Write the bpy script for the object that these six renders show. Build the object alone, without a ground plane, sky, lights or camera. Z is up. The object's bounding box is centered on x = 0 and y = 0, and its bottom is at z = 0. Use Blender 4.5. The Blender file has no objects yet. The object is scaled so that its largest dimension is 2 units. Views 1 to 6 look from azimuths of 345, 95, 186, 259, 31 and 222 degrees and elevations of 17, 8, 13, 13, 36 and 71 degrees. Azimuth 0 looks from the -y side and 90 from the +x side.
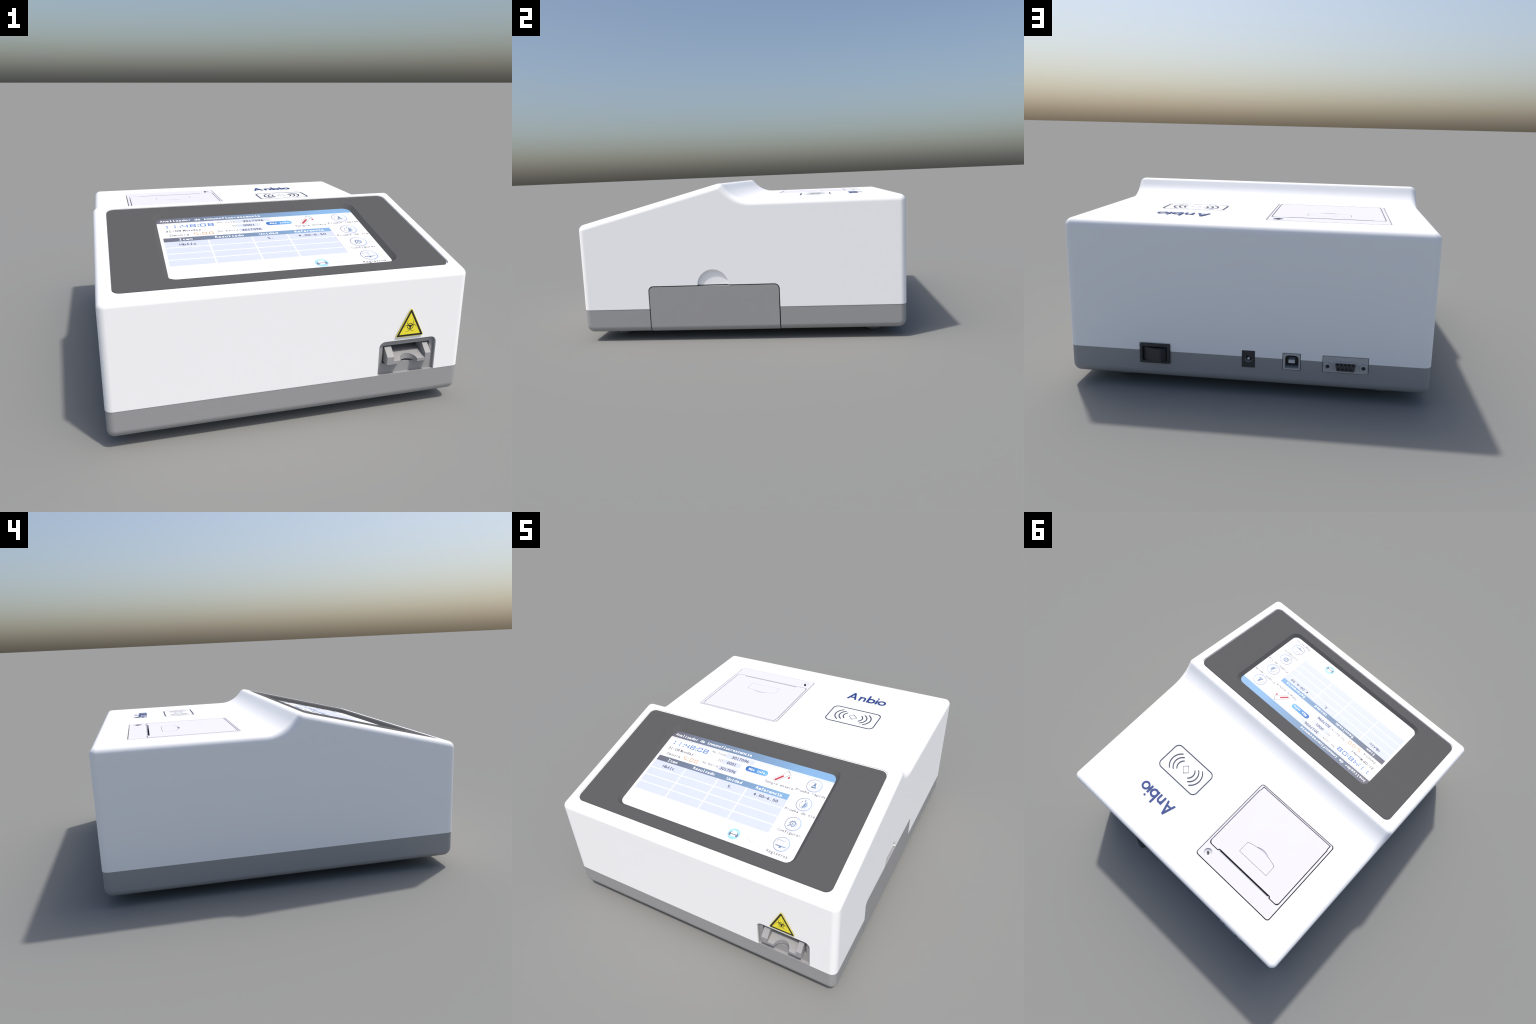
# Desktop immunofluorescence analyzer: rounded white housing on a grey base, sloped
# touch screen in a dark bezel, receipt printer, cassette tray, side drawer, rear ports.
import bpy, bmesh
from math import sin, cos, tan, atan2, pi, radians, hypot, acos
from mathutils import Matrix, Vector

# ------------------------------------------------------------------ dimensions
HALF_W = 0.879            # half width of the housing (x)
FRONT, REAR = -0.978, 0.9630
BOTTOM, SEAM, DECK = 0.0548, 0.1985, 0.835
EDGE_R = 0.037            # rounding of the long edges
SLOPE = radians(14.41)    # tilt of the sloped face
ORIGIN = Vector((0.0, -0.911, 0.7291))   # lower edge of the bezel, on the sloped face

# ------------------------------------------------------------------ materials
def srgb(r, g, b):
    def f(c):
        c /= 255.0
        return c / 12.92 if c <= 0.04045 else ((c + 0.055) / 1.055) ** 2.4
    return (f(r), f(g), f(b), 1.0)

def material(name, color, rough=0.5, metallic=0.0, grain=0.0, grain_scale=400.0, spec=0.5):
    m = bpy.data.materials.new(name)
    m.use_nodes = True
    nt = m.node_tree
    b = nt.nodes["Principled BSDF"]
    b.inputs["Base Color"].default_value = color
    b.inputs["Roughness"].default_value = rough
    b.inputs["Metallic"].default_value = metallic
    b.inputs["Specular IOR Level"].default_value = spec
    if grain:
        tc = nt.nodes.new("ShaderNodeTexCoord")
        nz = nt.nodes.new("ShaderNodeTexNoise")
        nz.inputs["Scale"].default_value = grain_scale
        nz.inputs["Detail"].default_value = 2.0
        bp = nt.nodes.new("ShaderNodeBump")
        bp.inputs["Strength"].default_value = grain
        bp.inputs["Distance"].default_value = 0.001
        nt.links.new(tc.outputs["Object"], nz.inputs["Vector"])
        nt.links.new(nz.outputs["Fac"], bp.inputs["Height"])
        nt.links.new(bp.outputs["Normal"], b.inputs["Normal"])
    return m

def gradient(name, x0, x1, stops, rough=0.5):
    """colour that runs along the object's local x from x0 to x1"""
    m = material(name, stops[0][1], rough)
    nt = m.node_tree
    tc = nt.nodes.new("ShaderNodeTexCoord")
    sp = nt.nodes.new("ShaderNodeSeparateXYZ")
    mr = nt.nodes.new("ShaderNodeMapRange")
    mr.inputs["From Min"].default_value = x0
    mr.inputs["From Max"].default_value = x1
    cr = nt.nodes.new("ShaderNodeValToRGB")
    el = cr.color_ramp.elements
    el[0].position, el[0].color = stops[0]
    el[1].position, el[1].color = stops[-1]
    for p, c in stops[1:-1]:
        e = el.new(p)
        e.color = c
    nt.links.new(tc.outputs["Object"], sp.inputs[0])
    nt.links.new(sp.outputs["X"], mr.inputs["Value"])
    nt.links.new(mr.outputs[0], cr.inputs["Fac"])
    nt.links.new(cr.outputs["Color"], nt.nodes["Principled BSDF"].inputs["Base Color"])
    return m

WHITE = material("white_plastic", (0.97, 0.97, 0.97, 1), 0.6, grain=0.03)
OFFWHITE = material("printer_plastic", (0.735, 0.728, 0.772, 1), 0.7, grain=0.03, spec=0.1)
GREY = material("grey_plastic", (0.325, 0.325, 0.328, 1), 0.55, grain=0.03)
TRAYGREY = material("tray_plastic", (0.325, 0.322, 0.325, 1), 0.55, grain=0.03)
BEZEL = material("bezel_plastic", (0.098, 0.098, 0.099, 1), 0.8, spec=0.05)
BLACK = material("matte_black", (0.008, 0.008, 0.009, 1), 0.8)
SWITCH = material("black_plastic", (0.034, 0.035, 0.038, 1), 0.5)
METAL = material("port_metal", (0.46, 0.465, 0.47, 1), 0.45, grain=0.05)
PIN = material("bright_metal", (0.62, 0.63, 0.64, 1), 0.4)
PORTDARK = material("connector_insert", (0.045, 0.046, 0.05, 1), 0.5)
FOOT = material("foot_rubber", (0.20, 0.20, 0.205, 1), 0.7)
NAVY = material("logo_ink", (0.016, 0.050, 0.215, 1), 0.6)
MARK = material("mark_ink", (0.035, 0.050, 0.095, 1), 0.6)
YELLOW = material("warning_yellow", (0.92, 0.80, 0.035, 1), 0.5)
INK = material("warning_black", (0.012, 0.012, 0.013, 1), 0.5)
LEDMAT = material("led_lens", (0.035, 0.035, 0.036, 1), 0.3)

SCREEN = material("screen_white", (0.97, 0.97, 0.97, 1), 0.6)
CELL = material("screen_pale_blue", (0.60, 0.64, 0.82, 1), 0.5)
HEADER = gradient("header_gradient", -0.54, 0.40, [
    (0.0, (0.130, 0.128, 0.160, 1)), (0.5, (0.170, 0.250, 0.370, 1)), (1.0, (0.215, 0.400, 0.640, 1))])
PILL = gradient("button_gradient", 0.03, 0.17, [
    (0.0, (0.032, 0.135, 0.430, 1)), (1.0, (0.150, 0.430, 0.720, 1))])
ICON = gradient("icon_gradient", 0.420, 0.500, [
    (0.0, (0.130, 0.140, 0.200, 1)), (0.5, (0.160, 0.230, 0.370, 1)), (1.0, (0.250, 0.430, 0.720, 1))])
TXT_WHITE = material("text_white", (0.97, 0.97, 0.97, 1), 0.6)
TXT_GREY = material("text_grey", (0.070, 0.074, 0.088, 1), 0.5)
TXT_DARK = material("text_dark", (0.055, 0.055, 0.062, 1), 0.5)
CLOCK = material("clock_blue", (0.085, 0.205, 0.530, 1), 0.5)
DELAY = material("delay_orange", (0.560, 0.290, 0.110, 1), 0.5)
RED = material("blood_red", (0.480, 0.050, 0.075, 1), 0.5)
LINE = material("line_grey", (0.105, 0.107, 0.140, 1), 0.5)
CYAN = material("disc_cyan", (0.350, 0.660, 0.780, 1), 0.5)
SLATE = material("printer_slate", (0.200, 0.210, 0.300, 1), 0.5)
LAVENDER = material("drawn_button_shadow", (0.520, 0.540, 0.790, 1), 0.5)
WAVE = material("wave_blue", (0.400, 0.480, 0.760, 1), 0.5)
PINK = material("rule_pink", (0.700, 0.560, 0.640, 1), 0.5)

# ------------------------------------------------------------------ object helpers
def link(ob, parent=None):
    bpy.context.scene.collection.objects.link(ob)
    if parent:
        ob.parent = parent
    return ob

ROOT = link(bpy.data.objects.new("immunoassay_analyzer", None))
ROOT["label"] = "white benchtop medical analyzer with sloped touch screen and printer"
ROOT["category"] = "medical device"

def from_bm(bm, name, mat, parent=ROOT, smooth=None, matrix=None):
    bmesh.ops.recalc_face_normals(bm, faces=bm.faces[:])
    me = bpy.data.meshes.new(name)
    bm.to_mesh(me)
    bm.free()
    me.materials.append(mat)
    ob = link(bpy.data.objects.new(name, me), parent)
    if matrix is not None:
        ob.matrix_local = matrix
    if smooth:
        soften(ob, smooth)
    return ob

def soften(ob, angle=35):
    for p in ob.data.polygons:
        p.use_smooth = True
    ob.data.set_sharp_from_angle(angle=radians(angle))
    w = ob.modifiers.new("weighted", "WEIGHTED_NORMAL")
    w.keep_sharp = True
    w.weight = 100

def boolean(ob, cutters, op="DIFFERENCE"):
    for c in cutters:
        md = ob.modifiers.new("b", "BOOLEAN")
        md.operation, md.solver, md.object = op, "EXACT", c
    dg = bpy.context.evaluated_depsgraph_get()
    me = bpy.data.meshes.new_from_object(ob.evaluated_get(dg))
    ob.modifiers.clear()
    old = ob.data
    ob.data = me
    mats = [m for m in old.materials]
    me.materials.clear()
    me.materials.append(mats[0])
    for p in me.polygons:
        p.material_index = 0
    return ob

def discard(*obs):
    for o in obs:
        bpy.data.objects.remove(o, do_unlink=True)

# ------------------------------------------------------------------ 2D outlines
def round_corners(pts, radii, n=8):
    """closed outline; each corner replaced by an arc of its radius (n segments)"""
    out, m = [], len(pts)
    for i in range(m):
        p0, p, p1 = Vector(pts[i - 1]), Vector(pts[i]), Vector(pts[(i + 1) % m])
        r = radii[i] if isinstance(radii, (list, tuple)) else radii
        a, b = (p0 - p).normalized(), (p1 - p).normalized()
        if r <= 1e-6 or abs(a.dot(b)) > 0.99999:
            out.append(tuple(p))
            continue
        half = acos(max(-1, min(1, a.dot(b)))) / 2
        t = r / tan(half)
        c = p + (a + b).normalized() * (r / sin(half))
        s, e = p + a * t - c, p + b * t - c
        a0, a1 = atan2(s.y, s.x), atan2(e.y, e.x)
        d = (a1 - a0 + pi) % (2 * pi) - pi
        for k in range(n + 1):
            q = a0 + d * k / n
            out.append((c.x + r * cos(q), c.y + r * sin(q)))
    return out

def rrect(x0, x1, y0, y1, r, n=8):
    return round_corners([(x0, y0), (x1, y0), (x1, y1), (x0, y1)], r, n)

def circle(cx, cy, r, n=40, a0=0.0):
    return [(cx + r * cos(a0 + 2 * pi * k / n), cy + r * sin(a0 + 2 * pi * k / n)) for k in range(n)]

def arc(cx, cy, r, d0, d1, n=24):
    return [(cx + r * cos(radians(d0 + (d1 - d0) * k / n)), cy + r * sin(radians(d0 + (d1 - d0) * k / n)))
            for k in range(n + 1)]

def stroke(pts, w, cap=True):
    """outline of an open line of width w, with round ends"""
    P = [Vector(p) for p in pts]
    L, R = [], []
    for i, p in enumerate(P):
        d = ((P[i + 1] - p).normalized() if i < len(P) - 1 else Vector((0, 0))) + \
            ((p - P[i - 1]).normalized() if i > 0 else Vector((0, 0)))
        d.normalize()
        nrm = Vector((-d.y, d.x))
        k = 1.0
        if 0 < i < len(P) - 1:
            k = 1.0 / max(0.5, nrm.dot(Vector((-(P[i + 1] - p).normalized().y, (P[i + 1] - p).normalized().x))))
        L.append(p + nrm * (w / 2 * k))
        R.append(p - nrm * (w / 2 * k))
    out = [tuple(v) for v in L]
    if cap:
        d = (P[-1] - P[-2]).normalized()
        a = atan2(d.y, d.x)
        out += [(P[-1].x + w / 2 * cos(a + pi / 2 - pi * k / 6), P[-1].y + w / 2 * sin(a + pi / 2 - pi * k / 6)) for k in range(1, 6)]
    out += [tuple(v) for v in reversed(R)]
    if cap:
        d = (P[0] - P[1]).normalized()
        a = atan2(d.y, d.x)
        out += [(P[0].x + w / 2 * cos(a + pi / 2 - pi * k / 6), P[0].y + w / 2 * sin(a + pi / 2 - pi * k / 6)) for k in range(1, 6)]
    return out

def ring_loops(pts, w):
    """outer and inner outline of a closed line of width w centred on pts"""
    P = [Vector(p) for p in pts]
    m = len(P)
    A, B = [], []
    for i in range(m):
        d = (P[(i + 1) % m] - P[i - 1]).normalized()
        e = (P[(i + 1) % m] - P[i])
        if e.length < 1e-7:
            e = d
        nrm = Vector((-d.y, d.x))
        k = 1.0 / max(0.5, abs(nrm.dot(Vector((-e.y, e.x)).normalized())))
        A.append(tuple(P[i] + nrm * w / 2 * k))
        B.append(tuple(P[i] - nrm * w / 2 * k))
    return [A, B]

def flat(shapes, name, mat, h0, h1, parent=ROOT, matrix=None, smooth=None):
    """Solid plate between heights h0 and h1. Each shape is a list of loops:
    the first fills, loops inside it are holes."""
    bm = bmesh.new()
    for k, loops in enumerate(shapes):       # overlapping pieces never share a plane
        cu = bpy.data.curves.new("tmp", "CURVE")
        cu.dimensions, cu.fill_mode = "2D", "BOTH"
        for lp in loops:
            s = cu.splines.new("POLY")
            s.points.add(len(lp) - 1)
            for i, (x, y) in enumerate(lp):
                s.points[i].co = (x, y, 0, 1)
            s.use_cyclic_u = True
        tmp = bpy.data.objects.new("tmp", cu)
        me = tmp.to_mesh()
        part = bmesh.new()
        part.from_mesh(me)
        bmesh.ops.remove_doubles(part, verts=part.verts[:], dist=1e-6)
        thicken(part, h0 - 3e-5 * k, h1 + 3e-5 * k)
        part.to_mesh(me2 := bpy.data.meshes.new("tmp"))
        part.free()
        bm.from_mesh(me2)
        bpy.data.meshes.remove(me2)
        tmp.to_mesh_clear()
        bpy.data.objects.remove(tmp)
        bpy.data.curves.remove(cu)
    return from_bm(bm, name, mat, parent, smooth, matrix)

def thicken(bm, h0, h1):
    """turn the flat face set of bm (z = 0) into a closed solid from h0 to h1"""
    rim = [e for e in bm.edges if len(e.link_faces) == 1]
    low = {v: v for v in bm.verts}
    ret = bmesh.ops.duplicate(bm, geom=bm.verts[:] + bm.edges[:] + bm.faces[:])
    vm = ret["vert_map"]
    base = [v for v in low]
    for v in base:
        v.co.z = h0
        vm[v].co.z = h1
    for e in rim:
        a, b = e.verts
        bm.faces.new((a, b, vm[b], vm[a]))

def prism(outline, a0, a1, axis, name="cutter", mat=None, parent=None):
    """outline extruded along an axis: 'z' takes (x,y), 'x' takes (y,z), 'y' takes (x,z)"""
    bm = bmesh.new()
    def place(p, a):
        return {"z": (p[0], p[1], a), "x": (a, p[0], p[1]), "y": (p[0], a, p[1])}[axis]
    lo = [bm.verts.new(place(p, a0)) for p in outline]
    hi = [bm.verts.new(place(p, a1)) for p in outline]
    bm.faces.new(lo)
    bm.faces.new(hi[::-1])
    m = len(lo)
    for i in range(m):
        bm.faces.new((lo[i], lo[(i + 1) % m], hi[(i + 1) % m], hi[i]))
    return from_bm(bm, name, mat or WHITE, parent)

def box(x0, x1, y0, y1, z0, z1, name="cutter", mat=None, parent=None):
    return prism([(x0, y0), (x1, y0), (x1, y1), (x0, y1)], z0, z1, "z", name, mat, parent)

def strips(loops, name, mat, parent=ROOT, matrix=None, close_first=False, close_last=False, smooth=None):
    """quads between successive closed loops of 3D points with equal counts"""
    bm = bmesh.new()
    V = [[bm.verts.new(p) for p in lp] for lp in loops]
    m = len(V[0])
    for a, b in zip(V, V[1:]):
        for i in range(m):
            bm.faces.new((a[i], a[(i + 1) % m], b[(i + 1) % m], b[i]))
    if close_first:
        bm.faces.new(V[0])
    if close_last:
        bm.faces.new(V[-1])
    return from_bm(bm, name, mat, parent, smooth, matrix)

# ------------------------------------------------------------------ housing
def housing_profile(d, n=8):
    """side outline (y, z) of the housing, moved inwards by d"""
    slope_z = lambda y: ORIGIN.z + (y - ORIGIN.y) * tan(SLOPE)
    drop = radians(49)
    foot = -0.0127                             # where the drop line meets the deck
    k = tan(drop)
    ridge = (DECK - ORIGIN.z + k * foot + tan(SLOPE) * ORIGIN.y) / (tan(SLOPE) + k)
    pts = [(FRONT, BOTTOM), (REAR, BOTTOM), (REAR, DECK), (foot, DECK), (ridge, slope_z(ridge)), (FRONT, slope_z(FRONT))]
    rad = [0.048, 0.048, EDGE_R, -0.192, 0.035, EDGE_R]
    m = len(pts)
    lines = []
    for i in range(m):                         # every side moved inwards (outline runs counter-clockwise)
        p, q = Vector(pts[i]), Vector(pts[(i + 1) % m])
        t = (q - p).normalized()
        lines.append((p + Vector((-t.y, t.x)) * d, t))
    corners = []
    for i in range(m):
        (p, t), (q, u) = lines[i - 1], lines[i]
        s = (q - p).cross(u) / t.cross(u)
        corners.append(tuple(p + t * s))
    radii = []
    for i in range(m):
        radii.append(max(rad[i] - d, 0.0008) if rad[i] > 0 else -rad[i] + d)
    edge = (Vector(corners[4]) - Vector(corners[3])).length
    room = edge - radii[4] * tan((drop + SLOPE) / 2) - 0.0015
    radii[3] = min(radii[3], room / tan(drop / 2))
    counts = [n, n, n, 20, n, n]
    out = []
    for i in range(m):
        arcs = round_corners([corners[i - 1], corners[i], corners[(i + 1) % m]], [0, radii[i], 0], counts[i])
        out += arcs[1:-1]
    return out

def housing_solid(name, shrink=0.0):
    loops = []
    steps = 9
    for side in (-1, 1):
        st = range(steps + 1) if side < 0 else range(steps, -1, -1)
        for k in st:
            a = pi / 2 * (1 - k / steps)
            x = side * (HALF_W - EDGE_R + EDGE_R * sin(a) - shrink)
            d = EDGE_R * (1 - cos(a)) + shrink
            loops.append([(x, y, z) for y, z in housing_profile(d)])
    return strips(loops, name, WHITE, ROOT, None, True, True)

def split(ob, keep_above, z):
    bm = bmesh.new()
    bm.from_mesh(ob.data)
    r = bmesh.ops.bisect_plane(bm, geom=bm.verts[:] + bm.edges[:] + bm.faces[:], plane_co=(0, 0, z), plane_no=(0, 0, 1),
                               clear_outer=not keep_above, clear_inner=keep_above)
    edges = [e for e in bm.edges if len(e.link_faces) == 1]
    bmesh.ops.contextual_create(bm, geom=edges)
    bmesh.ops.recalc_face_normals(bm, faces=bm.faces[:])
    bm.to_mesh(ob.data)
    bm.free()

upper = housing_solid("upper_housing")
split(upper, True, SEAM)
base = housing_solid("base_housing", 0.0015)
split(base, False, SEAM)
base.data.materials.clear()
base.data.materials.append(GREY)

# frame of the sloped face: local x, s (up the slope), h (out of it)
FACE = Matrix.Translation(ORIGIN) @ Matrix.Rotation(SLOPE, 4, "X")

# ------------------------------------------------------------------ bezel and display
BZ = (-0.8085, 0.8095, -0.003, 0.7900)
GAP = 0.0068
SINK = 0.0015                                # the bezel lies slightly below the white rim
pocket = prism(rrect(BZ[0] - GAP, BZ[1] + GAP, BZ[2] - GAP, BZ[3] + GAP, 0.043), -0.0085, 0.05, "z")
pocket.matrix_world = FACE
display_well = prism(rrect(BZ[0] + .03, BZ[1] - .03, BZ[2] + .02, BZ[3] - .02, 0.03), -0.036, 0.05, "z")
display_well.matrix_world = FACE
VIEW = (-0.5555, 0.5555, 0.0850, 0.6935)     # visible screen area, in the display's own frame
# the display is set in at a slightly steeper tilt than the bezel
GLASS = Matrix.Translation((0.0, -0.911, 0.7057)) @ Matrix.Rotation(radians(14.47), 4, "X")

def loop3(o, h):
    return [(x, y, h) for x, y in o]

to_face = FACE.inverted() @ GLASS
view_rim = [tuple(to_face @ Vector((x, y, 0.0))) for x, y in rrect(*VIEW, 0.040)]
view_low = [tuple(to_face @ Vector((x, y, -0.004))) for x, y in rrect(*VIEW, 0.040)]
strips([loop3(rrect(BZ[0] + .032, BZ[1] - .032, BZ[2] + .022, BZ[3] - .022, 0.028), -0.0078), loop3(rrect(*BZ, 0.038), -0.0078), loop3(rrect(*BZ, 0.038), -SINK - 0.0008),
        loop3(rrect(BZ[0] + .0008, BZ[1] - .0008, BZ[2] + .0008, BZ[3] - .0008, 0.0372), -SINK),
        loop3(rrect(-0.5785, 0.5775, 0.0640, 0.7180, 0.060), -SINK), view_rim, view_low],
       "bezel", BEZEL, ROOT, FACE, smooth=30)

display = strips([loop3(rrect(VIEW[0] - .001, VIEW[1] + .001, VIEW[2] - .001, VIEW[3] + .001, 0.041), -0.006),
                  loop3(rrect(VIEW[0] - .001, VIEW[1] + .001, VIEW[2] - .001, VIEW[3] + .001, 0.041), 0.0)],
                 "display_screen", SCREEN, ROOT, GLASS @ Matrix.Translation((0, 0, -0.0004)), True, True)

def ui(shapes, name, mat, level=1):
    return flat(shapes, name, mat, -0.0006, 0.0004 * level, display)

# title bar follows the rounded top of the screen
x0, x1, s0, s1 = VIEW
ui([[round_corners([(x0, 0.642), (x1, 0.642), (x1, s1), (x0, s1)], [0, 0, 0.040, 0.040])]], "title_bar", HEADER)
ui([[[(x0, 0.6355), (x1, 0.6355), (x1, 0.6375), (x0, 0.6375)]]], "title_rule", HEADER)

def rect(x0, x1, y0, y1):
    return [(x0, y0), (x1, y0), (x1, y1), (x0, y1)]

# result table
TX = [-0.5390, -0.3145, -0.0860, 0.1067, 0.3595]
TS = [0.4425, 0.3835, 0.3255, 0.2690, 0.2125]
ui([[rect(TX[0], TX[-1], TS[0], 0.4820)]], "table_header", HEADER)
for r in range(4):
    for c in range(4):
        ui([[rect(TX[c] + (0.0032 if c else 0), TX[c + 1] - (0.0032 if c < 3 else 0),
                  TS[r + 1] + (0.0026 if r < 3 else 0), TS[r] - (0.0026 if r else 0))]], "table_cell", CELL)
ui([[rect(TX[-1] - .0015, TX[-1] + .0006, TS[-1], TS[0])]], "table_rule", LAVENDER, 2)
for b in ((-0.1357, 0.0607, 0.5980, 0.6320), (-0.1350, -0.0060, 0.5495, 0.5850), (-0.1345, -0.0050, 0.5020, 0.5360)):
    ui([[rect(*b)]], "value_field", CELL)
ui([[rrect(0.0285, 0.1740, 0.5485, 0.5870, 0.0190)]], "drawn_button_shadow", LAVENDER, 1)  # drop shadow of the screen button, drawn as an offset lavender shape
ui([[rrect(0.0268, 0.1716, 0.5520, 0.5900, 0.0188)]], "info_button", PILL, 2)
ui([[rect(-0.47, -0.30, 0.5742, 0.5754)]], "clock_rule", PINK, 1)

# ---- lettering: built-in font set on a fixed pitch, with slab feet on narrow letters
GLYPH = {}
def glyph(ch, bold):
    key = (ch, bold)
    if key not in GLYPH:
        cu = bpy.data.curves.new("tmp", "FONT")
        cu.body, cu.size, cu.resolution_u = ch, 1.0, 3
        cu.offset = 0.012 if bold else 0.013
        ob = bpy.data.objects.new("tmp", cu)
        me = ob.to_mesh()
        vs = [(v.co.x, v.co.y) for v in me.vertices]
        fs = [tuple(p.vertices) for p in me.polygons]
        ob.to_mesh_clear()
        bpy.data.objects.remove(ob)
        bpy.data.curves.remove(cu)
        GLYPH[key] = (vs, fs)
    return GLYPH[key]

CAP = max(y for x, y in glyph("H", False)[0])
def slabs(ch, t):
    """extra bars (cell units) that turn a narrow sans letter into a typewriter one"""
    xh = 0.74
    if ch in "iíj":
        return [(0.22, 0.82, 0.0, t), (0.24, 0.52, xh - t, xh)]
    if ch == "l":
        return [(0.22, 0.82, 0.0, t), (0.24, 0.52, 1.04 - t, 1.04)]
    if ch == "1":
        return [(0.18, 0.86, 0.0, t), (0.24, 0.5, 0.86 - t * .5, 0.86 + t * .5)]
    if ch in ".":
        return [(0.42, 0.62, 0.0, 0.17)]
    if ch == "I":
        return [(0.2, 0.8, 0.0, t), (0.2, 0.8, 1 - t, 1.0)]
    return []

def lettering(text, xl, xr, base, cap, mat, bold=False, level=1, name="lettering"):
    bm, slab = bmesh.new(), bmesh.new()
    n = len(text)
    pitch = (xr - xl) / (n - 0.15)
    k = cap / CAP
    th = 0.17 if bold else 0.11
    for i, ch in enumerate(text):
        if ch == " ":
            continue
        cx = xl + (i + 0.425) * pitch
        vs, fs = glyph(ch, bold)
        gx0, gx1 = min(v[0] for v in vs), max(v[0] for v in vs)
        w = (gx1 - gx0) * k
        fit = pitch * 0.86
        sx = k * (fit / w if w > fit else min(1.25, fit / w) if ch not in "iíl.:1I/,r" else 1.0)
        shift = {"r": 0.06, "t": 0.02}.get(ch, 0.0) * pitch
        part = [bm.verts.new((cx + shift + (x - (gx0 + gx1) / 2) * sx, base + y * k, 0)) for x, y in vs]
        for f in fs:
            try:
                bm.faces.new([part[j] for j in f])
            except ValueError:
                pass
        for (a, b, c, d) in slabs(ch, th):
            q = [(cx + (a - .5) * pitch, base + c * cap), (cx + (b - .5) * pitch, base + c * cap),
                 (cx + (b - .5) * pitch, base + d * cap), (cx + (a - .5) * pitch, base + d * cap)]
            slab.faces.new([slab.verts.new((x, y, 0)) for x, y in q])
    bmesh.ops.remove_doubles(bm, verts=bm.verts[:], dist=1e-6)
    thicken(bm, -0.0006, 0.0004 * level)
    thicken(slab, -0.00065, 0.0004 * level + 4e-5)
    slab.to_mesh(extra := bpy.data.meshes.new("tmp"))
    slab.free()
    bm.from_mesh(extra)
    bpy.data.meshes.remove(extra)
    return from_bm(bm, name, mat, display)

lettering("Analizador de inmunofluorescencia", -0.5360, 0.0170, 0.6570, 0.0190, TXT_WHITE, True, 2, "title_lettering")
lettering("31/08", -0.5200, -0.4380, 0.5435, 0.0190, TXT_GREY, name="date_lettering")
lettering("Monday", -0.4290, -0.3330, 0.5435, 0.0190, TXT_GREY, name="date_lettering")
lettering("Demora", -0.5020, -0.4020, 0.4995, 0.0185, TXT_GREY)
lettering("No.lote", -0.2355, -0.1375, 0.6090, 0.0155, LINE)
lettering("ID", -0.1635, -0.1360, 0.5615, 0.0170, LINE)
lettering("No.barra", -0.2490, -0.1375, 0.5145, 0.0160, LINE)
lettering("3017096", -0.0935, 0.0220, 0.6045, 0.0200, TXT_DARK, level=2)
lettering("0001", -0.1005, -0.0380, 0.5580, 0.0200, TXT_DARK, level=2)
lettering("3017096", -0.1200, -0.0140, 0.5075, 0.0195, TXT_DARK, level=2)
lettering("Más info.", 0.0475, 0.1690, 0.5625, 0.0165, TXT_WHITE, True, 3)
lettering("Sangre entera", 0.1795, 0.3570, 0.5160, 0.0165, LINE)
lettering("Prueba rápida", 0.3710, 0.5510, 0.5225, 0.0160, LINE)
lettering("Prueba de tie", 0.3725, 0.5505, 0.3840, 0.0160, LINE)
lettering("Configurar", 0.3965, 0.5310, 0.2470, 0.0165, LINE)
lettering("Registros", 0.4020, 0.5240, 0.1080, 0.0168, LINE)
lettering("Item", -0.4620, -0.3930, 0.4520, 0.0190, TXT_WHITE, True, 2)
lettering("Resultado", -0.2755, -0.1245, 0.4530, 0.0188, TXT_WHITE, True, 2)
lettering("Unidad", -0.0405, 0.0615, 0.4530, 0.0188, TXT_WHITE, True, 2)
lettering("Referencia", 0.1550, 0.3200, 0.4525, 0.0190, TXT_WHITE, True, 2)
lettering("HbA1c", -0.4660, -0.3815, 0.4010, 0.0200, TXT_DARK, level=2)
lettering("%.", -0.0065, 0.0230, 0.4045, 0.0195, TXT_DARK, level=2)
lettering("4.00~6.50", 0.1615, 0.3160, 0.4075, 0.0180, TXT_DARK, level=2)

# ---- seven-segment clock digits
SEGMENTS = {"0": "abcdef", "1": "bc", "4": "bcfg", "5": "acdfg", "8": "abcdefg"}
def digits(layout, y0, h, w, t, mat, name):
    shapes = []
    g = t * 0.06
    for ch, x in layout:
        if ch == ":":
            for y in (y0 + h * 0.16, y0 + h * 0.62):
                shapes.append([rect(x - t * 0.55, x + t * 0.55, y - t * 0.55, y + t * 0.55)])
            continue
        m = y0 + h / 2
        hor = {"a": y0 + h - t / 2, "g": m, "d": y0 + t / 2}
        ver = {"f": (x, m, y0 + h), "b": (x + w - t, m, y0 + h), "e": (x, y0, m), "c": (x + w - t, y0, m)}
        th = t * 0.72
        for s in SEGMENTS[ch]:
            if s in hor:
                y = hor[s]
                shapes.append([[(x + t * .45 + g, y), (x + t * .45 + g + th / 2, y + th / 2), (x + w - t * .45 - g - th / 2, y + th / 2),
                                (x + w - t * .45 - g, y), (x + w - t * .45 - g - th / 2, y - th / 2), (x + t * .45 + g + th / 2, y - th / 2)]])
            else:
                xa, a, b = ver[s]
                a, b = a + g + t * .12, b - g - t * .12
                shapes.append([[(xa + t / 2, a), (xa + t, a + t * .25), (xa + t, b - t * .25), (xa + t / 2, b), (xa, b - t * .25), (xa, a + t * .25)]])
    ui(shapes, name, mat)

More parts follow.
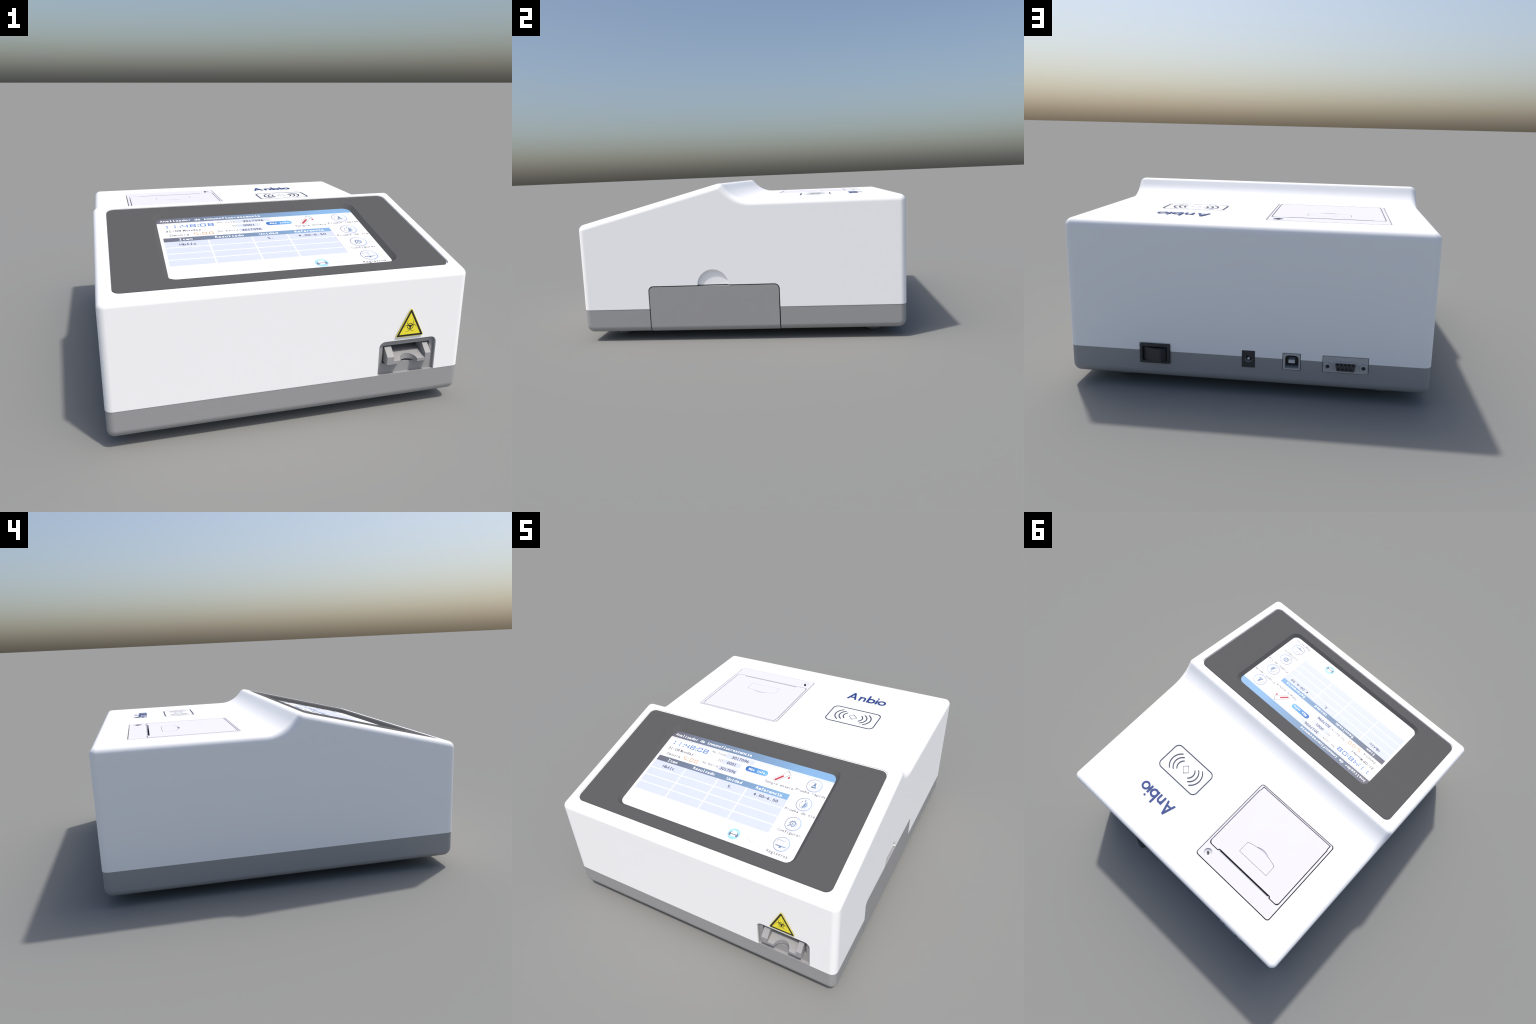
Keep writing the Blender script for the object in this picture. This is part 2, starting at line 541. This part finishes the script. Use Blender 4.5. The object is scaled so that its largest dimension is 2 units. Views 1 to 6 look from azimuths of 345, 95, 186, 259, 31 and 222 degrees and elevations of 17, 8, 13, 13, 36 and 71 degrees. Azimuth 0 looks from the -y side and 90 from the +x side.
digits([("1", -0.5335), ("1", -0.4920), (":", -0.4355), ("4", -0.4275), ("8", -0.3850), (":", -0.3410), ("0", -0.3310), ("8", -0.2885)],
       0.5835, 0.0335, 0.0320, 0.0070, CLOCK, "clock_digits")
digits([("5", -0.3780), (":", -0.3444), ("0", -0.3335), ("0", -0.2985)], 0.4950, 0.0280, 0.0240, 0.0050, DELAY, "delay_digits")

# ---- round buttons and their pictures
def ring(cx, cy, r, w, n=56):
    return [circle(cx, cy, r + w / 2, n), circle(cx, cy, r - w / 2, n)]

CX = 0.4583
for cy in (0.5850, 0.4490, 0.3125, 0.1768):
    ui([ring(CX + 0.0018, cy - 0.0022, 0.0436, 0.0042)], "drawn_button_shadow", LAVENDER, 1)
    ui([ring(CX, cy, 0.0425, 0.0026)], "button_ring", ICON, 2)

# flask with two circling arrows
cy = 0.585
ui([[[(0.4420, 0.5690), (0.4440, 0.5672), (0.4730, 0.5672), (0.4750, 0.5690), (0.4655, 0.5920), (0.4655, 0.6005), (0.4675, 0.6035),
     (0.4525, 0.6035), (0.4545, 0.6005), (0.4545, 0.5920)]]], "flask_picture", ICON, 1)
ui([[stroke([(0.4520, 0.5800), (0.4570, 0.5770), (0.4620, 0.5800), (0.4665, 0.5785)], 0.0028)]], "flask_picture", SCREEN, 2)
ui([[stroke(arc(CX, cy, 0.0265, 95, 188), 0.0022)], [stroke(arc(CX, cy, 0.0265, 235, 382), 0.0022)],
    [[(0.4285, 0.5790), (0.4355, 0.5800), (0.4325, 0.5845)]], [[(0.4785, 0.5975), (0.4860, 0.5965), (0.4815, 0.6025)]]], "arrow_picture", ICON, 1)

# stopwatch
sx, sy = 0.4588, 0.4440
pie = [(sx, sy)] + arc(sx, sy, 0.0195, 85, -120, 26)
ui([ring(sx, sy, 0.0235, 0.0024), [rect(sx - .0022, sx + .0022, sy + .0235, sy + .0300)], [rect(sx - .0050, sx + .0050, sy + .0290, sy + .0335)],
    [stroke([(sx - .0155, sy + .0185), (sx - .0190, sy + .0225)], 0.0045, False)], [stroke([(sx + .0155, sy + .0185), (sx + .0195, sy + .0230)], 0.0030, False)]],
   "stopwatch_picture", ICON, 1)
ui([[pie]], "stopwatch_picture", ICON, 1)
ui([[stroke([(sx + .010 * cos(radians(a)), sy + .010 * sin(radians(a))), (sx + .0185 * cos(radians(a)), sy + .0185 * sin(radians(a)))], 0.0009, False)]
    for a in range(60, -120, -22)], "stopwatch_picture", SCREEN, 2)

# gear with a spanner
gx, gy, teeth = 0.4583, 0.3122, 12
gear = []
for k in range(teeth):
    a = 2 * pi * k / teeth
    for da, r in ((-.16, .0172), (-.09, .0222), (.09, .0222), (.16, .0172)):
        gear.append((gx + r * cos(a + da), gy + r * sin(a + da)))
ui([[gear, circle(gx, gy, 0.0120, 30)]], "gear_picture", ICON, 1)
ui([[stroke([(0.4400, 0.2940), (0.4560, 0.3095)], 0.0085, False)]], "gear_picture", SCREEN, 2)
ui([[stroke([(0.4362, 0.2905), (0.4575, 0.3115)], 0.0048)], [stroke(arc(0.4605, 0.3145, 0.0048, 80, 370, 14), 0.0034)]], "gear_picture", ICON, 3)

# monitor with a document
ui([ring_loops(rect(0.4305, 0.4872, 0.1625, 0.1972), 0.0020), [rect(0.4297, 0.4880, 0.1600, 0.1662)],
    [[(0.4535, 0.1605), (0.4635, 0.1605), (0.4645, 0.1550), (0.4695, 0.1520), (0.4480, 0.1520), (0.4525, 0.1550)]],
    ring_loops([(0.4490, 0.1700), (0.4675, 0.1700), (0.4675, 0.1890), (0.4630, 0.1935), (0.4490, 0.1935)], 0.0011)] +
   [[rect(0.4525, 0.4640, y, y + 0.0011)] for y in (0.1745, 0.1785, 0.1825, 0.1865)], "monitor_picture", ICON, 1)

# printer on a cyan disc
px, py = 0.1912, 0.1395
ui([[circle(px, py, 0.0348, 48)]], "printer_disc", CYAN, 1)
ui([[round_corners([(px - .0255, py - .0150), (px + .0255, py - .0150), (px + .0285, py + .0010), (px + .0200, py + .0085), (px - .0200, py + .0085), (px - .0285, py + .0010)], .003, 3)]],
   "printer_picture", SLATE, 2)
ui([[rect(px - .0130, px + .0130, py + .0010, py + .0200)], [[(px - .0165, py - .0150), (px + .0165, py - .0150), (px + .0125, py - .0055), (px - .0125, py - .0055)]],
    [rect(px - .0180, px + .0180, py + .0000, py + .0055)]], "printer_picture", TXT_WHITE, 3)
ui([[rect(px - .0065, px + .0065, py + .0120, py + .0132)], [rect(px - .0180, px + .0180, py - .0030, py - .0012)]], "printer_picture", SLATE, 4)

# faint waveform
ui([[stroke([(0.2690, 0.1400), (0.2745, 0.1470), (0.2800, 0.1495), (0.2850, 0.1420), (0.2920, 0.1260), (0.2980, 0.1245), (0.3040, 0.1360), (0.3110, 0.1420), (0.3160, 0.1420)], 0.0024)],
    [circle(0.2692, 0.1620, 0.0011, 10)], [circle(0.3310, 0.1375, 0.0011, 10)], [stroke([(0.2690, 0.1600), (0.2690, 0.1140)], 0.0005, False)]],
   "waveform_picture", WAVE, 1)

# tilted blood tube and drop
tube_axis = Vector((0.2890 - 0.2310, 0.6195 - 0.5500)).normalized()
side = Vector((-tube_axis.y, tube_axis.x))
B = Vector((0.2330, 0.5525))
def tube_pt(a, b):
    v = B + tube_axis * a + side * b
    return (v.x, v.y)
ang = atan2(tube_axis.y, tube_axis.x)
bottom = [(B.x + 0.0135 * cos(ang + pi / 2 + pi * k / 12), B.y + 0.0135 * sin(ang + pi / 2 + pi * k / 12)) for k in range(13)]
outline = bottom + [tube_pt(0.080, -0.0135), tube_pt(0.085, -0.0185), tube_pt(0.089, -0.0185), tube_pt(0.089, 0.0185), tube_pt(0.085, 0.0185), tube_pt(0.080, 0.0135)]
ui([ring_loops(outline, 0.0022)], "tube_picture", LINE, 1)
ui([[stroke([tube_pt(-0.002, 0.0), tube_pt(0.046, 0.0)], 0.0130)]], "blood_picture", RED, 1)
ui([[[(0.3010, 0.6015)] + arc(0.2995, 0.5860, 0.0065, 40, -220, 16)]], "blood_picture", RED, 1)

# ------------------------------------------------------------------ printer on the deck
PX0, PX1, PY0, PY1 = -0.6655, -0.0675, 0.1820, 0.7765
well = prism(rrect(PX0 - .0065, PX1 + .0065, PY0 - .0065, PY1 + .0065, 0.020), DECK - 0.045, DECK + 0.05, "z")

def lid_outline(g):
    """lid of the printer; g moves the outline outwards (for the opening in the frame)"""
    l, r, t, b = -0.6455 - g, -0.0840 + g, 0.1900 - g, 0.6770 + g
    n1, n2, edge = -0.5860, -0.1520, 0.6660 + g
    pts = [(l, t), (r, t), (r, 0.2140), (r + .0045, 0.2250), (r + .0045, b), (n2 - g, b), (n2 - .008 - g, edge),
           (n1 + .008 + g, edge), (n1 + g, b), (l - .0035, b), (l - .0035, 0.2250), (l, 0.2140)]
    return pts, [0, 0, .006, .006, .020, .006, .004, .004, .006, .020, .006, .006]

pts, rad = lid_outline(0.0035)
opening = []
rc = round_corners(pts, rad, 6)
teeth_pts = []
n_teeth = 64
# tear-off teeth along the rear edge of the opening
hole = []
for x, y in rc:
    hole.append((x, y))
xs = [i for i, (x, y) in enumerate(hole) if abs(y - 0.6695) < 1e-4]
first = min(xs)
a, b = hole[first], hole[max(xs)]
teeth_pts = []
for k in range(n_teeth):
    t0, t1 = (k + 0.15) / n_teeth, (k + 0.65) / n_teeth
    teeth_pts += [(a[0] + (b[0] - a[0]) * t0, 0.6810), (a[0] + (b[0] - a[0]) * t1, 0.6720)]
hole = hole[:first] + teeth_pts + hole[max(xs) + 1:]
frame = flat([[rrect(PX0, PX1, PY0, PY1, 0.015), hole]], "printer_frame", OFFWHITE, DECK - 0.040, DECK + 0.0002)
flat([[rrect(PX0 - .0060, PX1 + .0060, PY0 - .0060, PY1 + .0060, 0.0195)]], "printer_shadow_plate", BLACK, DECK - 0.0445, DECK - 0.026)  # black plate added under frame and lid so their gaps look shadowed

def latch_outline(g):
    """flat at the rear, bowed towards the front with rounded ends"""
    n = 16
    bow = [(-0.4785 - g + (0.2230 + 2 * g) * k / n, 0.5175 - g - 0.0185 * (1 - abs((k - n / 2) / (n / 2)) ** 2.2)) for k in range(n + 1)]
    pts = [(-0.2555 + g, 0.5912 + g), (-0.4785 - g, 0.5912 + g)] + bow
    return round_corners(pts, [0, 0, .009] + [0] * (n - 1) + [.009], 4)

pts, rad = lid_outline(-0.0025)
lid = flat([[round_corners(pts, rad, 6), latch_outline(0.0013)]], "printer_lid", OFFWHITE, DECK - 0.028, DECK + 0.0004)

def ellipsoid(c, r, n=40):
    bm = bmesh.new()
    bmesh.ops.create_uvsphere(bm, u_segments=n, v_segments=n // 2, radius=1.0)
    for v in bm.verts:
        v.co = (c[0] + v.co.x * r[0], c[1] + v.co.y * r[1], c[2] + v.co.z * r[2])
    return from_bm(bm, "cutter", WHITE, None)

scoop = ellipsoid((-0.3665, 0.5365, DECK), (0.072, 0.0500, 0.020))
boolean(lid, [scoop])
discard(scoop)
soften(lid, 30)
flat([[latch_outline(-0.0008)]], "lid_latch", OFFWHITE, DECK - 0.026, DECK + 0.0004, lid)

# indicator dish with a small lamp
dish = ellipsoid((-0.1190, 0.7290, DECK), (0.0265, 0.0265, 0.017), 32)
boolean(frame, [dish])
discard(dish)
soften(frame, 30)
bm = bmesh.new()
bmesh.ops.create_cone(bm, cap_ends=True, segments=24, radius1=0.0082, radius2=0.0074, depth=0.022)
bmesh.ops.translate(bm, verts=bm.verts, vec=(-0.1190, 0.7290, DECK - 0.009))
from_bm(bm, "indicator_lamp", LEDMAT, frame, 40)

# ------------------------------------------------------------------ reader mark and logo on the deck
def printed(shapes, name, mat, h=0.0034):
    """thin applied marking that stands a few millimetres proud of the deck"""
    return flat(shapes, name, mat, DECK + 0.0030, DECK + h)

printed([ring_loops(rrect(0.2025, 0.5305, 0.3520, 0.5430, 0.033, 10), 0.0066)], "reader_mark", MARK)
MX, MY = 0.3664, 0.4470
for off, R, half in ((0.0457, 0.0755, 0.0615), (0.0335, 0.0595, 0.0500), (0.0205, 0.0442, 0.0332)):
    from math import asin, degrees
    q = degrees(asin(half / R))
    printed([[stroke(arc(MX + off, MY, R, -q, q), 0.0074)]], "reader_wave", MARK)
    printed([[stroke(arc(MX - off, MY, R, 180 - q, 180 + q), 0.0074)]], "reader_wave", MARK)
printed([ring_loops([(0.3700, 0.4180), (0.3955, 0.4430), (0.3620, 0.4755), (0.3375, 0.4505)], 0.0027)], "reader_diamond", MARK)

LB, LX = 0.6660, 0.7225        # baseline and x-height of the logo
T = 0.0138
letters = {
    "a": [[[(0.2310, LB), (0.2595, 0.7560), (0.2720, 0.7560), (0.3005, LB), (0.2865, LB), (0.2795, 0.6880), (0.2520, 0.6880), (0.2450, LB)],
           [(0.2560, 0.6995), (0.2755, 0.6995), (0.2657, 0.7290)]]],
    "n": [[rect(0.3135, 0.3135 + T, LB, LX)],
          [stroke([(0.3200, 0.6930)] + arc(0.3385, 0.6990, 0.0165, 165, 0, 14) + [(0.3550, LB)], T * 0.95, False)]],
    "b": [[rect(0.3705, 0.3705 + T, LB, 0.7560)], ring(0.4000, 0.6935, 0.0225, T, 40)],
    "i": [[rect(0.4320, 0.4320 + T, LB, LX)], [circle(0.4384, 0.7425, 0.0075, 24)]],
    "o": [ring(0.4765, 0.6935, 0.0225, T * 0.92, 40)],
}
for k in "anbio":
    printed(letters[k], "logo_letter", NAVY, 0.0036)

# ------------------------------------------------------------------ warning sign on the front
SIGN = Matrix.Translation((0, FRONT, 0)) @ Matrix.Rotation(pi / 2, 4, "X")   # local x, z, outwards
tri = lambda e: [(0.5788, 0.5468 - 2.1 * e), (0.5035 + 1.60 * e, 0.3968 + e), (0.6540 - 1.60 * e, 0.3968 + e)]
sign = flat([[round_corners(tri(0.0), .006, 5)]], "warning_sign", YELLOW, 0.0055, 0.0075, ROOT, SIGN)
flat([[tri(0.014)]], "sign_backing", WHITE, -0.001, 0.0060, sign)
flat([[round_corners(tri(0.0022), .0040, 4), tri(0.0118)]], "sign_border", INK, 0.004, 0.0079, sign)
bx, by, q = 0.5785, 0.4510, 1.12
bio = []
for k in range(3):                            # three open rings round a small hub
    a = 90 + 120 * k
    cxk, cyk = bx + 0.0165 * q * cos(radians(a)), by + 0.0165 * q * sin(radians(a))
    outer = arc(cxk, cyk, 0.0150 * q, a + 32, a + 328, 30)
    inner = arc(cxk + 0.0020 * q * cos(radians(a)), cyk + 0.0020 * q * sin(radians(a)), 0.0134 * q, a + 328, a + 32, 30)
    bio.append([outer + inner])
for k in range(3):
    a = 92 + 120 * k
    bio.append([stroke(arc(bx, by, 0.0135 * q, a - 36, a + 36, 10), 0.0026 * q, False)])
bio.append([circle(bx, by, 0.0026 * q, 16)])
flat(bio, "biohazard_symbol", INK, 0.004, 0.0081, sign)

# ------------------------------------------------------------------ cassette tray bay in the front
BX0, BX1, BZ1 = 0.4255, 0.7320, 0.3765
def bay_outline(g, low=SEAM):
    return round_corners([(BX0 + g, low), (BX1 - g, low), (BX1 - g, BZ1 - g), (BX0 + g, BZ1 - g)], [0, 0, 0.030 - g, 0.030 - g], 8)
bay_cut = prism(bay_outline(-0.0010, SEAM - 0.05), FRONT - 0.05, -0.800, "y")
PANEL = -0.9605
AP = (0.4525, 0.7065, 0.2520, 0.3480)
def ap_outline():
    return round_corners([(AP[0], AP[2]), (AP[1], AP[2]), (AP[1], AP[3]), (AP[0], AP[3])], [0, 0, .002, .002], 8)
yl = lambda o, y: [(x, y, z) for x, z in o]
strips([yl(bay_outline(-0.0006, SEAM - .004), -0.81), yl(bay_outline(-0.0006, SEAM - .004), FRONT + .0085), yl(bay_outline(0.0016, SEAM + .0004), FRONT + .0085),
        yl(bay_outline(0.0042, SEAM + .0004), PANEL), yl(ap_outline(), PANEL), yl(ap_outline(), -0.845)],
       "tray_bay", TRAYGREY, ROOT, None, True, True, smooth=30)

# tray: floor plate with a round finger notch, flanked by two sloped clips
tray = prism([(-0.9995, 0.2630), (-0.9995, 0.2790), (-0.9420, 0.3000), (-0.9300, 0.3010), (-0.8480, 0.3010), (-0.8480, 0.2630)],
             0.4975, 0.6660, "x", "cassette_tray", TRAYGREY, ROOT)
notch = prism(circle(0.5785, -1.0030, 0.0450, 64), 0.2, 0.4, "z")
boolean(tray, [notch])
discard(notch)
soften(tray, 30)
clip = [(-1.0, 0.2625), (-1.0, 0.3030), (-0.9600, 0.3405), (-0.905, 0.3405), (-0.905, 0.2625)]
for cx0, cx1 in ((0.4610, 0.4972), (0.6663, 0.6952)):
    prism(clip, cx0, cx1, "x", "tray_clip", TRAYGREY, tray)

# ------------------------------------------------------------------ drawer on the right side
DY0, DY1, DZ1 = -0.5625, 0.2185, 0.3325
def drawer_outline(g):
    return round_corners([(DY0 - g, -0.05), (DY1 + g, -0.05), (DY1 + g, DZ1 + g), (DY0 - g, DZ1 + g)], [0, 0, 0.025 + g, 0.025 + g], 8)
slot = prism(drawer_outline(0.0060), 0.825, 1.0, "x")
thumb = prism(circle(-0.1720, 0.3370, 0.0945, 64), HALF_W - 0.0142, 1.0, "x")

drawer = housing_solid("side_drawer", 0.0004)
drawer.data.materials.clear()
drawer.data.materials.append(GREY)
door_cut = prism(drawer_outline(0.0), 0.828, 1.0, "x")
boolean(drawer, [door_cut], "INTERSECT")
soften(drawer, 30)
shadow_fill = housing_solid("drawer_shadow_fill", 0.0180)  # black solid behind the drawer; its groove shadow is modelled as an object
shadow_fill.data.materials.clear()
shadow_fill.data.materials.append(BLACK)
shadow_fill_cut = prism(drawer_outline(0.0056), 0.8262, 1.0, "x")
boolean(shadow_fill, [shadow_fill_cut], "INTERSECT")
boolean(shadow_fill, [thumb])
shadow_fill.parent = drawer

# ------------------------------------------------------------------ rear ports
def port_box(x0, x1, z0, z1, d=0.05):
    return box(x0, x1, REAR - d, REAR + 0.05, z0, z1)
SW = (0.3655, 0.5235, 0.1325, 0.2405)
JK = (-0.0475, 0.0165, 0.1440, 0.2300)
US = (-0.2675, -0.1800, 0.1440, 0.2305)
SE = (-0.5880, -0.3705, 0.1455, 0.2300)
cuts_rear = [port_box(*p) for p in ((SW[0] + .0055, SW[1] - .0055, SW[2] + .0055, SW[3] - .0055), JK, US, SE)] + [port_box(*SW, d=0.004)]

def inset(p, g):
    return (p[0] + g, p[1] - g, p[2] + g, p[3] - g)
REARM = Matrix.Translation((0, REAR, 0)) @ Matrix.Rotation(pi / 2, 4, "X") @ Matrix.Diagonal((1, 1, -1, 1))   # local x, z, outwards = +y

def rear_flat(shapes, name, mat, h0, h1, parent=ROOT, smooth=None):
    """plate on the rear wall; outline in (x, z), heights measured out of the wall"""
    ob = flat(shapes, name, mat, h0, h1, None)
    me = ob.data
    for v in me.vertices:
        x, z, h = v.co
        v.co = (x, REAR + h, z)
    me.flip_normals()
    bm = bmesh.new()
    bm.from_mesh(me)
    bmesh.ops.recalc_face_normals(bm, faces=bm.faces[:])
    bm.to_mesh(me)
    bm.free()
    ob.parent = parent
    if smooth:
        soften(ob, smooth)
    return ob

def shadow_ring(p, name="port_shadow_ring"):
    """black ring modelled to darken the gap round a port like deep shadow"""
    o = inset(p, .0004)
    return rear_flat([[rect(*o), rect(*inset(o, .006))]], name, BLACK, -0.0495, -0.006)

# rocker switch: tilted collar, flange and a rocker pressed on one side
f = inset(SW, 0.0062)
switch = strips([[(x, REAR + h, z) for x, z in rect(*r)] for r, h in
                 ((f, -0.048), (f, 0.0090), (inset(f, .002), 0.0105), (inset(f, .0120), 0.0105), (inset(f, .0130), -0.012))],
                "rocker_switch", SWITCH, ROOT, None, False, True)
rk = (0.3885, 0.5035, 0.1515, 0.2170)
prism([(rk[1], REAR - 0.020), (rk[1], REAR - 0.001), (0.4150, 1.0), (0.4050, 0.9985), (rk[0], REAR + 0.0080), (rk[0], REAR - 0.020)],
      rk[2], rk[3], "z", "switch_rocker", SWITCH, switch)

# power jack
shadow_ring(JK)
jx, jz = -0.0160, 0.1885
jack = rear_flat([[rect(*inset(JK, 0.0015)), circle(jx, jz, 0.0178, 32)]], "power_jack", SWITCH, -0.002, 0.0012)
rear_flat([[circle(jx, jz, 0.0186, 32), circle(jx, jz, 0.0172, 32)]], "jack_sleeve", METAL, -0.0445, -0.0010, jack, 40)
rear_flat([[circle(jx, jz, 0.0176, 32)]], "jack_socket", SWITCH, -0.0450, -0.0260, jack)
rear_flat([[circle(jx, jz, 0.0060, 20)]], "jack_pin", PIN, -0.030, -0.0035, jack, 40)

# square data port
shadow_ring(US)
ux0, ux1, uz0, uz1 = -0.2572, -0.1925, 0.1545, 0.2190
def usb_hole(g=0.0):
    return round_corners([(ux0 - g, uz0 - g), (ux1 + g, uz0 - g), (ux1 + g, uz1 + g), (ux0 - g, uz1 + g)], [0, 0, .017, .017], 6)
usb = rear_flat([[rect(*inset(US, 0.0028)), usb_hole()]], "data_port", METAL, -0.046, 0.0008)
rear_flat([[usb_hole(0.001)]], "port_socket", SWITCH, -0.0480, -0.0400, usb)
rear_flat([[rect(-0.2390, -0.2090, 0.1800, 0.1950)]], "port_tongue", PIN, -0.042, -0.0015, usb)

# serial port: plate, D-shaped shell with nine holes, two hexagonal nuts
shadow_ring(SE)
serial = rear_flat([[rect(*inset(SE, 0.0025))]], "serial_port", METAL, -0.046, 0.0008)
dsub = round_corners([(-0.5306, 0.2035), (-0.5224, 0.1595), (-0.4357, 0.1595), (-0.4276, 0.2035)], .0065, 5)
shell_in = [(x * 0.965 - 0.0168, 0.1815 + (z - 0.1815) * 0.93) for x, z in dsub]
rear_flat([[dsub, shell_in]], "connector_shell", METAL, 0.0, 0.0145, serial)
holes = [circle(-0.4415 - 0.01845 * k, 0.1935, 0.0040, 14) for k in range(5)] + [circle(-0.4480 - 0.01863 * k, 0.1715, 0.0040, 14) for k in range(4)]
rear_flat([[shell_in] + holes], "connector_insert", PORTDARK, -0.001, 0.0135, serial)
rear_flat([[shell_in]], "connector_back", BLACK, -0.002, 0.0030, serial)
for nx in (-0.3955, -0.5635):
    nut = rear_flat([[circle(nx, 0.1815, 0.0172, 6, pi / 6), circle(nx, 0.1815, 0.0104, 24)]], "hex_nut", METAL, 0.0, 0.0145, serial)
    rear_flat([[circle(nx, 0.1815, 0.0108, 24)]], "nut_hole", PORTDARK, -0.001, 0.0030, nut)

# ------------------------------------------------------------------ cut the housings
boolean(upper, [pocket, display_well, well, bay_cut, slot, thumb] + cuts_rear)
soften(upper, 30)
boolean(base, [slot] + cuts_rear)
soften(base, 30)
discard(pocket, display_well, well, bay_cut, slot, thumb, door_cut, shadow_fill_cut, *cuts_rear)

# ------------------------------------------------------------------ feet
for fx in (-0.657, 0.657):
    for fy in (-0.802, 0.784):
        prof = [(0.0, 0.0), (0.036, 0.0), (0.0405, 0.0018), (0.0425, 0.006), (0.0435, 0.060)]
        loops = [[(fx + r * cos(2 * pi * k / 32), fy + r * sin(2 * pi * k / 32), z) for k in range(32)] for r, z in prof[1:]]
        strips(loops, "rubber_foot", FOOT, ROOT, None, True, True, smooth=40)
